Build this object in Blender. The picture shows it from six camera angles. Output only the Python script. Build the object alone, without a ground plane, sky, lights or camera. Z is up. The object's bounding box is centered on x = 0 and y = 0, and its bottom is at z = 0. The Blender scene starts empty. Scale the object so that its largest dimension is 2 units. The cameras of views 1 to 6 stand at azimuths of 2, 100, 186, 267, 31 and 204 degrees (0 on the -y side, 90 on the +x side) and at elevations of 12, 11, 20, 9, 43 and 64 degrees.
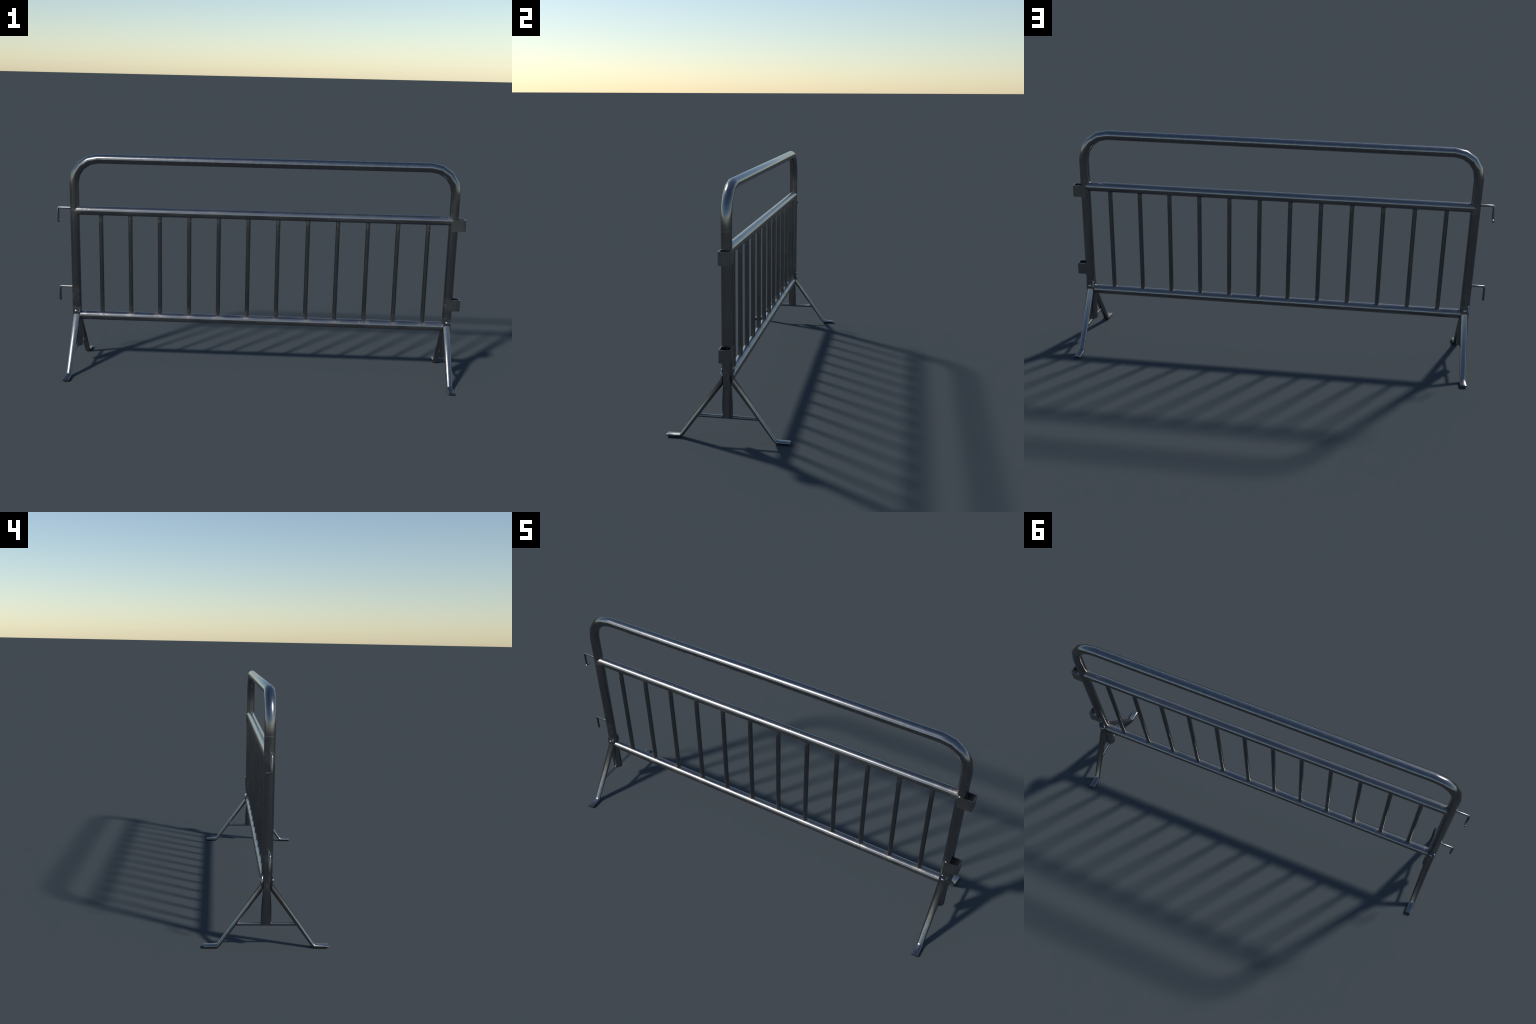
# Steel crowd-control barrier: bent tube hoop, two rails, twelve bars,
# four splayed legs with bolted tabs, two cross braces, two hooks, two loops.
import bpy, bmesh, math, random
from mathutils import Vector, Matrix

random.seed(7)
coll = bpy.context.scene.collection

# ----------------------------------------------------------------- dimensions
XL, XR = -0.9120, 0.9435        # post axes
YC = -0.0014                    # plane of the frame
R = 0.0229                      # tube radius of hoop and rails
Z_TOP, Z_MID, Z_LOW = 1.0506, 0.7957, 0.2612
Z_POST = 0.1012                 # lower end of the posts
Z_DENT = 0.3095                 # upper end of the flattened seat for the legs
BEND_L, BEND_R = 0.1190, 0.1225 # bend radii of the hoop (centre line)
BAR_X0, BAR_PITCH, BAR_N, BAR_R = -0.7825, 0.14593, 12, 0.0106
FOOT_Y = 0.2598

# ------------------------------------------------------------------ materials
class Graph:
    """small helper for node graphs"""
    def __init__(self, name):
        self.mat = bpy.data.materials.new(name)
        self.mat.use_nodes = True
        self.t = self.mat.node_tree
        self.bsdf = self.t.nodes["Principled BSDF"]

    def put(self, socket, v):
        if v is None:
            return
        if isinstance(v, bpy.types.NodeSocket):
            self.t.links.new(v, socket)
        else:
            socket.default_value = v

    def node(self, kind, inputs=None, **props):
        n = self.t.nodes.new(kind)
        for k, v in props.items():
            setattr(n, k, v)
        for k, v in (inputs or {}).items():
            self.put(n.inputs[k], v)
        return n

    def math(self, op, a, b=None, c=None, clamp=False):
        n = self.node("ShaderNodeMath", operation=op, use_clamp=clamp)
        for i, v in enumerate((a, b, c)):
            self.put(n.inputs[i], v)
        return n.outputs[0]

    def ramp(self, v, lo, hi, a=0.0, b=1.0):
        n = self.node("ShaderNodeMapRange", {"Value": v, "From Min": lo, "From Max": hi, "To Min": a, "To Max": b},
                      interpolation_type="SMOOTHSTEP")
        return n.outputs["Result"]

    def mix(self, f, a, b):
        n = self.node("ShaderNodeMix", data_type="RGBA")
        self.put(n.inputs[0], f)
        self.put(n.inputs[6], a)
        self.put(n.inputs[7], b)
        return n.outputs[2]

    def noise(self, vec, scale, detail=4.0, rough=0.55):
        return self.node("ShaderNodeTexNoise", {"Vector": vec, "Scale": scale, "Detail": detail, "Roughness": rough}).outputs["Fac"]


STEEL = (0.262, 0.260, 0.262, 1)
BROWN = (0.250, 0.220, 0.200, 1)
PALE = (0.560, 0.545, 0.530, 1)
DARK_LINE = (0.110, 0.108, 0.112, 1)


def steel(name, axis="X", joints=(), dark_line=False, ring=None, dulling=0.0, sooty=0.08, crown=False, wear=1.0, base=STEEL, rough=0.21):
    """Galvanised tube steel. `axis` is the direction the tube runs in; `joints`
    are positions along it where weld soot and dust gather; a joint given as
    (start, pitch) repeats."""
    g = Graph(name)
    co = g.node("ShaderNodeTexCoord").outputs["Object"]
    rnd = g.node("ShaderNodeObjectInfo").outputs["Random"]
    shift = g.node("ShaderNodeVectorMath", {0: co}, operation="ADD")
    comb = g.node("ShaderNodeCombineXYZ", {"X": g.math("MULTIPLY", rnd, 13.7), "Y": g.math("MULTIPLY", rnd, 5.1), "Z": g.math("MULTIPLY", rnd, 31.3)})
    g.put(shift.inputs[1], comb.outputs[0])
    v = shift.outputs[0]
    sep = g.node("ShaderNodeSeparateXYZ", {0: co})
    along = sep.outputs[axis]
    # drawn-out coordinates: streaks along the tube
    sc = {"X": (0.12, 1, 1), "Y": (1, 0.12, 1), "Z": (1, 1, 0.12)}[axis]
    streak = g.node("ShaderNodeMapping", {"Vector": v, "Scale": sc}).outputs[0]

    cloud = g.noise(v, 9.0, 5.0, 0.6)
    fine = g.noise(v, 120.0, 3.0, 0.65)
    lines = g.noise(streak, 60.0, 3.0, 0.6)

    # weld soot / dust near joints, broken up by noise
    soot = None
    wide = 0.046 if dulling else 0.030
    for j in joints:
        if isinstance(j, tuple):
            d = g.math("PINGPONG", g.math("SUBTRACT", along, j[0]), j[1] / 2)
            width = wide
        else:
            d = g.math("ABSOLUTE", g.math("SUBTRACT", along, j))
            width = 0.055
        m = g.ramp(d, 0.006, width, 1.0, 0.0)
        soot = m if soot is None else g.math("MAXIMUM", soot, m)
    patch = g.ramp(cloud, 0.54, 0.72)
    if soot is not None:
        broken = g.ramp(g.noise(v, 42.0, 4.0, 0.7), 0.36, 0.66)
        soot = g.math("MULTIPLY", soot, broken)
        if crown:       # the bars are welded on from above
            soot = g.math("MULTIPLY", soot, g.ramp(sep.outputs["Z"], -0.004, 0.012))
        dirt = g.math("MAXIMUM", g.math("MULTIPLY", soot, 0.85), g.math("MULTIPLY", patch, 0.35))
    else:
        dirt = g.math("MULTIPLY", patch, 0.5)
    dirt = g.math("MULTIPLY", dirt, wear, clamp=True)

    # specks and short scratches
    vor = g.node("ShaderNodeTexVoronoi", {"Vector": v, "Scale": 55.0, "Randomness": 1.0}, feature="F1")
    speck = g.math("MULTIPLY", g.ramp(vor.outputs["Distance"], 0.10, 0.18, 1.0, 0.0), g.ramp(g.noise(v, 14.0, 2.0), 0.58, 0.68))
    rot = g.node("ShaderNodeMapping", {"Vector": v, "Rotation": (0.35, 0.5, 0.35), "Scale": (3.0, 30.0, 30.0)}).outputs[0]
    scr = g.node("ShaderNodeTexVoronoi", {"Vector": rot, "Scale": 2.2}, feature="DISTANCE_TO_EDGE")
    scratch = g.math("MULTIPLY", g.ramp(scr.outputs["Distance"], 0.006, 0.022, 1.0, 0.0), g.ramp(g.noise(v, 7.0, 2.0), 0.60, 0.68))
    mark = g.math("MULTIPLY", g.math("MAXIMUM", speck, g.math("MULTIPLY", scratch, 0.7)), 0.42 * wear, clamp=True)

    tone = g.mix(g.ramp(lines, 0.35, 0.7), tuple(c * 0.90 for c in base[:3]) + (1,), tuple(c * 1.08 for c in base[:3]) + (1,))
    col = g.mix(dirt, tone, BROWN)
    col = g.mix(mark, col, PALE)
    rgh = g.math("ADD", g.math("MULTIPLY", dirt, 0.16), g.math("MULTIPLY_ADD", fine, 0.03, rough - 0.015))
    rgh = g.math("ADD", rgh, g.math("MULTIPLY", mark, 0.18))
    if dark_line:
        # thin, uneven dark line along the crown of the rail
        off = g.math("ABSOLUTE", g.math("ADD", sep.outputs["Y"], g.math("MULTIPLY_ADD", g.noise(v, 30.0, 2.0), 0.002, -0.001)))
        line = g.ramp(off, 0.0005, 0.0022, 1.0, 0.0)
        line = g.math("MULTIPLY", line, g.math("GREATER_THAN", sep.outputs["Z"], 0.0))
        line = g.math("MULTIPLY", line, g.ramp(g.noise(v, 10.0, 3.0), 0.30, 0.52, 0.25, 0.9))
        col = g.mix(line, col, DARK_LINE)
        rgh = g.math("ADD", rgh, g.math("MULTIPLY", line, 0.12))
    if ring:
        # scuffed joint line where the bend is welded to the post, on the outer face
        line = g.ramp(g.math("ABSOLUTE", g.math("SUBTRACT", along, ring)), 0.0005, 0.0016, 1.0, 0.0)
        outer = g.ramp(g.math("ABSOLUTE", g.math("SUBTRACT", sep.outputs["X"], (XL + XR) / 2)), 0.936, 0.944)
        col = g.mix(g.math("MULTIPLY", line, outer), col, PALE)
    g.put(g.bsdf.inputs["Base Color"], col)
    # weld soot is not metallic; rails and loops get a soft, patchy dull sheen
    dust = g.math("MULTIPLY", g.ramp(g.noise(v, 6.0, 4.0), 0.3, 0.7), dulling)
    if soot is not None:
        dust = g.math("MAXIMUM", dust, g.math("MULTIPLY", soot, sooty))
    g.put(g.bsdf.inputs["Metallic"], g.math("SUBTRACT", 1.0, dust, clamp=True))
    g.put(g.bsdf.inputs["Roughness"], rgh)
    return g.mat


M_HOOP = steel("hoop_steel", "Z", joints=(Z_MID, Z_LOW + 0.02, 0.375), ring=0.876, wear=0.65)
M_MID = steel("upper_rail_steel", "X", joints=(XL + 0.02, XR - 0.02), dark_line=True, dulling=0.10, sooty=0.20)
M_LOW = steel("lower_rail_steel", "X", joints=((BAR_X0, BAR_PITCH), XL + 0.02, XR - 0.02), dulling=0.09, sooty=0.25, crown=True)
M_BAR = steel("bar_steel", "Z", joints=(Z_LOW + R, Z_MID - R), rough=0.24, wear=0.65, base=(0.222, 0.224, 0.228, 1))
M_LEG = steel("leg_steel", "Z", wear=0.6, rough=0.24)
M_LOOP = steel("loop_steel", "Z", dulling=0.07, wear=0.7, rough=0.28, base=(0.24, 0.237, 0.234, 1))
M_ROD = steel("rod_steel", "Y", wear=0.4, rough=0.28, base=(0.23, 0.227, 0.225, 1))
M_BOLT = steel("bolt_steel", "Z", wear=0.3, rough=0.20, base=(0.42, 0.42, 0.42, 1))

# ------------------------------------------------------------------- geometry
def finish(name, bm, mat, parent, flat_angle=50.0, origin=None):
    bmesh.ops.recalc_face_normals(bm, faces=bm.faces)
    for f in bm.faces:
        f.smooth = True
    lim = math.radians(flat_angle)
    for e in bm.edges:
        if len(e.link_faces) == 2 and e.calc_face_angle(0.0) > lim:
            e.smooth = False
    o_at = Vector(origin or (0, 0, 0))
    if origin:
        bmesh.ops.translate(bm, verts=bm.verts, vec=-o_at)
    me = bpy.data.meshes.new(name)
    bm.to_mesh(me)
    bm.free()
    me.materials.append(mat)
    ob = bpy.data.objects.new(name, me)
    ob.location = o_at
    coll.objects.link(ob)
    ob.parent = parent
    return ob


def loft(bm, rings, cap=True):
    """rings: lists of points with equal count, joined by quads"""
    rows = [[bm.verts.new(p) for p in ring] for ring in rings]
    n = len(rows[0])
    for a, b in zip(rows, rows[1:]):
        for i in range(n):
            bm.faces.new((a[i], a[(i + 1) % n], b[(i + 1) % n], b[i]))
    if cap:
        bm.faces.new(rows[0][::-1])
        bm.faces.new(rows[-1])
    return rows


def tube(bm, path, r, side, n=12, cap=True, phase=0.0):
    """round tube along a planar path; `side` is the normal of that plane"""
    path = [Vector(p) for p in path]
    side = Vector(side).normalized()
    rings = []
    for i, p in enumerate(path):
        a = (path[i] - path[i - 1]).normalized() if i else None
        b = (path[i + 1] - path[i]).normalized() if i + 1 < len(path) else None
        t = ((a or b) + (b or a)).normalized()
        stretch = 1.0 / max(0.3, math.sqrt((1 + (a or b).dot(b or a)) / 2))
        up = side.cross(t).normalized() * stretch
        rings.append([p + up * (r * math.cos(math.tau * k / n + phase)) + side * (r * math.sin(math.tau * k / n + phase)) for k in range(n)])
    return loft(bm, rings, cap)


root = bpy.data.objects.new("crowd_barrier", None)
coll.objects.link(root)
root["label"] = "dark galvanised steel crowd control barrier with bars and splayed feet"
root["category"] = "street barrier"

# --- hoop: both posts and the hand rail are one bent tube
N = 16
bm = bmesh.new()


def post_ring(x, z, half, sign):
    """post cross-section, pressed flat in y to the given half depth"""
    out = []
    for k in range(N):
        a = math.tau * k / N
        y = R * math.sin(a)
        out.append(Vector((x - sign * R * math.cos(a), YC + max(-half, min(half, y)), z)))
    return out


def bend_ring(cx, bend, ang, sign):
    """ring of the quarter bend: ang 0 at the post, 90 deg on the hand rail"""
    c, s = math.cos(ang), math.sin(ang)
    out = []
    for k in range(N):
        a = math.tau * k / N
        rr, y = R * math.cos(a), R * math.sin(a)
        rad = bend - rr
        out.append(Vector((cx + sign * rad * c, YC + y, Z_TOP - bend + rad * s)))
    return out


DENT = 0.0145
rows_l = [(Z_POST, R), (0.160, 0.0214), (0.208, 0.0184), (0.250, 0.0149), (Z_DENT - 0.003, DENT), (Z_DENT, R), (0.345, R), (0.876, R)]
rings = [post_ring(XL, z, h, -1) for z, h in rows_l]
for i in range(5):
    rings.append(bend_ring(XL + BEND_L, BEND_L, math.radians(22.5 * i), -1))
for i in range(4, -1, -1):
    rings.append(bend_ring(XR - BEND_R, BEND_R, math.radians(22.5 * i), 1))
rings += [post_ring(XR, z, h, 1) for z, h in rows_l[::-1]]
loft(bm, rings)
finish("hoop", bm, M_HOOP, root, flat_angle=44)

# --- rails
for name, z, mat in (("upper_rail", Z_MID, M_MID), ("lower_rail", Z_LOW, M_LOW)):
    bm = bmesh.new()
    tube(bm, ((XL + 0.002, YC, z), (XR - 0.002, YC, z)), R - 0.0002, (0, 1, 0), n=N)
    finish(name, bm, mat, root, origin=(0, YC, z))

# --- bars
bm = bmesh.new()
tube(bm, ((0, YC - 0.0012, Z_LOW + 0.008), (0, YC - 0.0012, Z_MID - 0.008)), BAR_R, (0, 1, 0), n=12)
bar = finish("bar", bm, M_BAR, root)
for i in range(BAR_N):
    b = bar if i == 0 else bar.copy()
    if i:
        coll.objects.link(b)
    b.location.x = BAR_X0 + BAR_PITCH * i

# --- legs: flattened tube with bolted tab on top and a flat foot
def leg_mesh():
    bm = bmesh.new()
    # (outer y, outer z, inner y, inner z, width, squareness)
    prof = [
        (0.0242, 0.3090, 0.0155, 0.3090, 0.0355, 0.40),
        (0.0256, 0.2725, 0.0160, 0.2720, 0.0360, 0.42),
        (0.0263, 0.2690, 0.0170, 0.2410, 0.0365, 0.95),
        (0.1985, 0.0225, 0.1880, 0.0075, 0.0275, 0.95),
        (0.2050, 0.0130, 0.1985, 0.0000, 0.0292, 0.58),
        (FOOT_Y - 0.003, 0.0114, FOOT_Y - 0.0025, 0.0000, 0.0304, 0.50),
        (FOOT_Y, 0.0104, FOOT_Y, 0.0008, 0.0300, 0.50),
    ]
    n = 12
    rings = []
    for oy, oz, iy, iz, w, sq in prof:
        mid, half = Vector((0, (oy + iy) / 2, (oz + iz) / 2)), Vector((0, (oy - iy) / 2, (oz - iz) / 2))
        ring = []
        for k in range(n):
            a = math.tau * k / n
            cx, cy = math.cos(a), math.sin(a)
            px = math.copysign(abs(cx) ** sq, cx) * w / 2
            ring.append(mid + Vector((px, 0, 0)) + half * math.copysign(abs(cy) ** sq, cy))
        rings.append(ring)
    loft(bm, rings)
    return bm


def bolt_mesh():
    """round-headed bolt pointing to +y on a washer"""
    bm = bmesh.new()
    n = 14
    prof = ((0.0000, 0.0108), (0.0016, 0.0108), (0.0018, 0.0095), (0.0040, 0.0092), (0.0062, 0.0078), (0.0074, 0.0054), (0.0079, 0.0025))
    loft(bm, [[Vector((r * math.cos(math.tau * k / n), y, r * math.sin(math.tau * k / n))) for k in range(n)] for y, r in prof])
    return bm


leg = finish("leg", leg_mesh(), M_LEG, root, flat_angle=60)
# the pressed tab has a crisp front face; its rims roll over into the top edge
for e in leg.data.edges:
    p, q = (leg.data.vertices[i].co for i in e.vertices)
    if min(p.z, q.z) > 0.272:
        rim = p.x > 0.013 and q.x > 0.013
        level = abs(p.z - q.z) < 0.004
        if level and p.z > 0.30:
            e.use_edge_sharp = not rim
        elif not level and 0.011 < p.x < 0.0145 and p.y > 0.0195:
            e.use_edge_sharp = True
bolt = finish("bolt", bolt_mesh(), M_BOLT, leg, flat_angle=60)
bolt.location = (0, 0.0215, 0.2838)
first = True
for x in (XL, XR):
    for turn in (math.pi, 0.0):
        if first:
            l, b, first = leg, bolt, False
        else:
            l, b = leg.copy(), bolt.copy()
            coll.objects.link(l)
            coll.objects.link(b)
            b.parent = l
        l.location = (XL, -0.0004, 0) if x == XL else (XR - 0.0016, -0.0008 if turn else 0.0012, 0)
        l.rotation_euler = (0, 0, turn)
        if x == XL and turn:
            l.scale.x = -1.0        # mirrored twin
        if x == XL and turn == 0.0:
            l.scale.y = 0.980        # this foot reaches a little less far out

# --- cross braces between the legs, through the foot of the post
bm = bmesh.new()
tube(bm, ((0, -0.130, 0), (0, 0.130, 0)), 0.0074, (1, 0, 0), n=8, phase=math.pi / 8)
brace = finish("cross_brace", bm, M_ROD, root)
brace.location = (XL, 0, 0.0997)
other = brace.copy()
coll.objects.link(other)
other.location.x = XR

# --- hooks on the left post
HX, HY, HR = -0.9945, -0.0056, 0.0055
for z, drop, curl in ((0.8085, 0.069, 0.023), (0.4085, 0.0705, 0.0)):
    bm = bmesh.new()
    c = 0.004
    path = [(XL - 0.012, HY, z), (HX + c, HY, z), (HX, HY, z - c), (HX, HY, z - drop)]
    if curl:
        path = path[:3] + [(HX, HY, z - drop + c)]
    tube(bm, path, HR, (0, 1, 0), n=8, phase=math.pi / 8)
    if curl:
        tube(bm, [(HX, HY, z - drop + c), (HX, HY + c, z - drop), (HX, HY + curl, z - drop)], HR, (1, 0, 0), n=8, phase=math.pi / 8)
        bmesh.ops.remove_doubles(bm, verts=bm.verts, dist=0.0004)
    finish("hook", bm, M_ROD, root)

# --- square loops on the right post that take the hooks of the next barrier
def loop_mesh():
    bm = bmesh.new()
    t = 0.0042
    x0, x1, y0, y1, z1 = 0.9355, 1.0, YC - 0.0247, YC + 0.0247, 0.0553
    def strap(inset, rad):
        """bent flat bar seen from above, its two corners rounded"""
        xe, ya, yb = x1 - inset, y0 + inset, y1 - inset
        arc = [math.radians(30 * i) for i in range(4)]
        return ([(x0, ya)] + [(xe - rad + rad * math.sin(t), ya + rad - rad * math.cos(t)) for t in arc]
                + [(xe - rad + rad * math.cos(t), yb - rad + rad * math.sin(t)) for t in arc] + [(x0, yb)])
    outer, inner = strap(0.0, 0.0068), strap(t, 0.0030)
    rows = [[bm.verts.new((x, y, z)) for x, y in line] for line, z in ((outer, 0), (outer, z1), (inner, z1), (inner, 0))]
    for a, b in zip(rows, rows[1:] + rows[:1]):
        for i in range(len(a) - 1):
            bm.faces.new((a[i], a[i + 1], b[i + 1], b[i]))
    for i in (0, -1):
        bm.faces.new([r[i] for r in rows])
    sharp = [e for e in bm.edges if e.calc_face_angle(0) > math.radians(60)]
    bmesh.ops.bevel(bm, geom=sharp, offset=0.0011, segments=1, affect="EDGES", profile=0.5)
    return bm


loop = finish("coupling_loop", loop_mesh(), M_LOOP, root, flat_angle=50)
loop.location.z = 0.7468
low = loop.copy()
coll.objects.link(low)
low.location.z = 0.3478
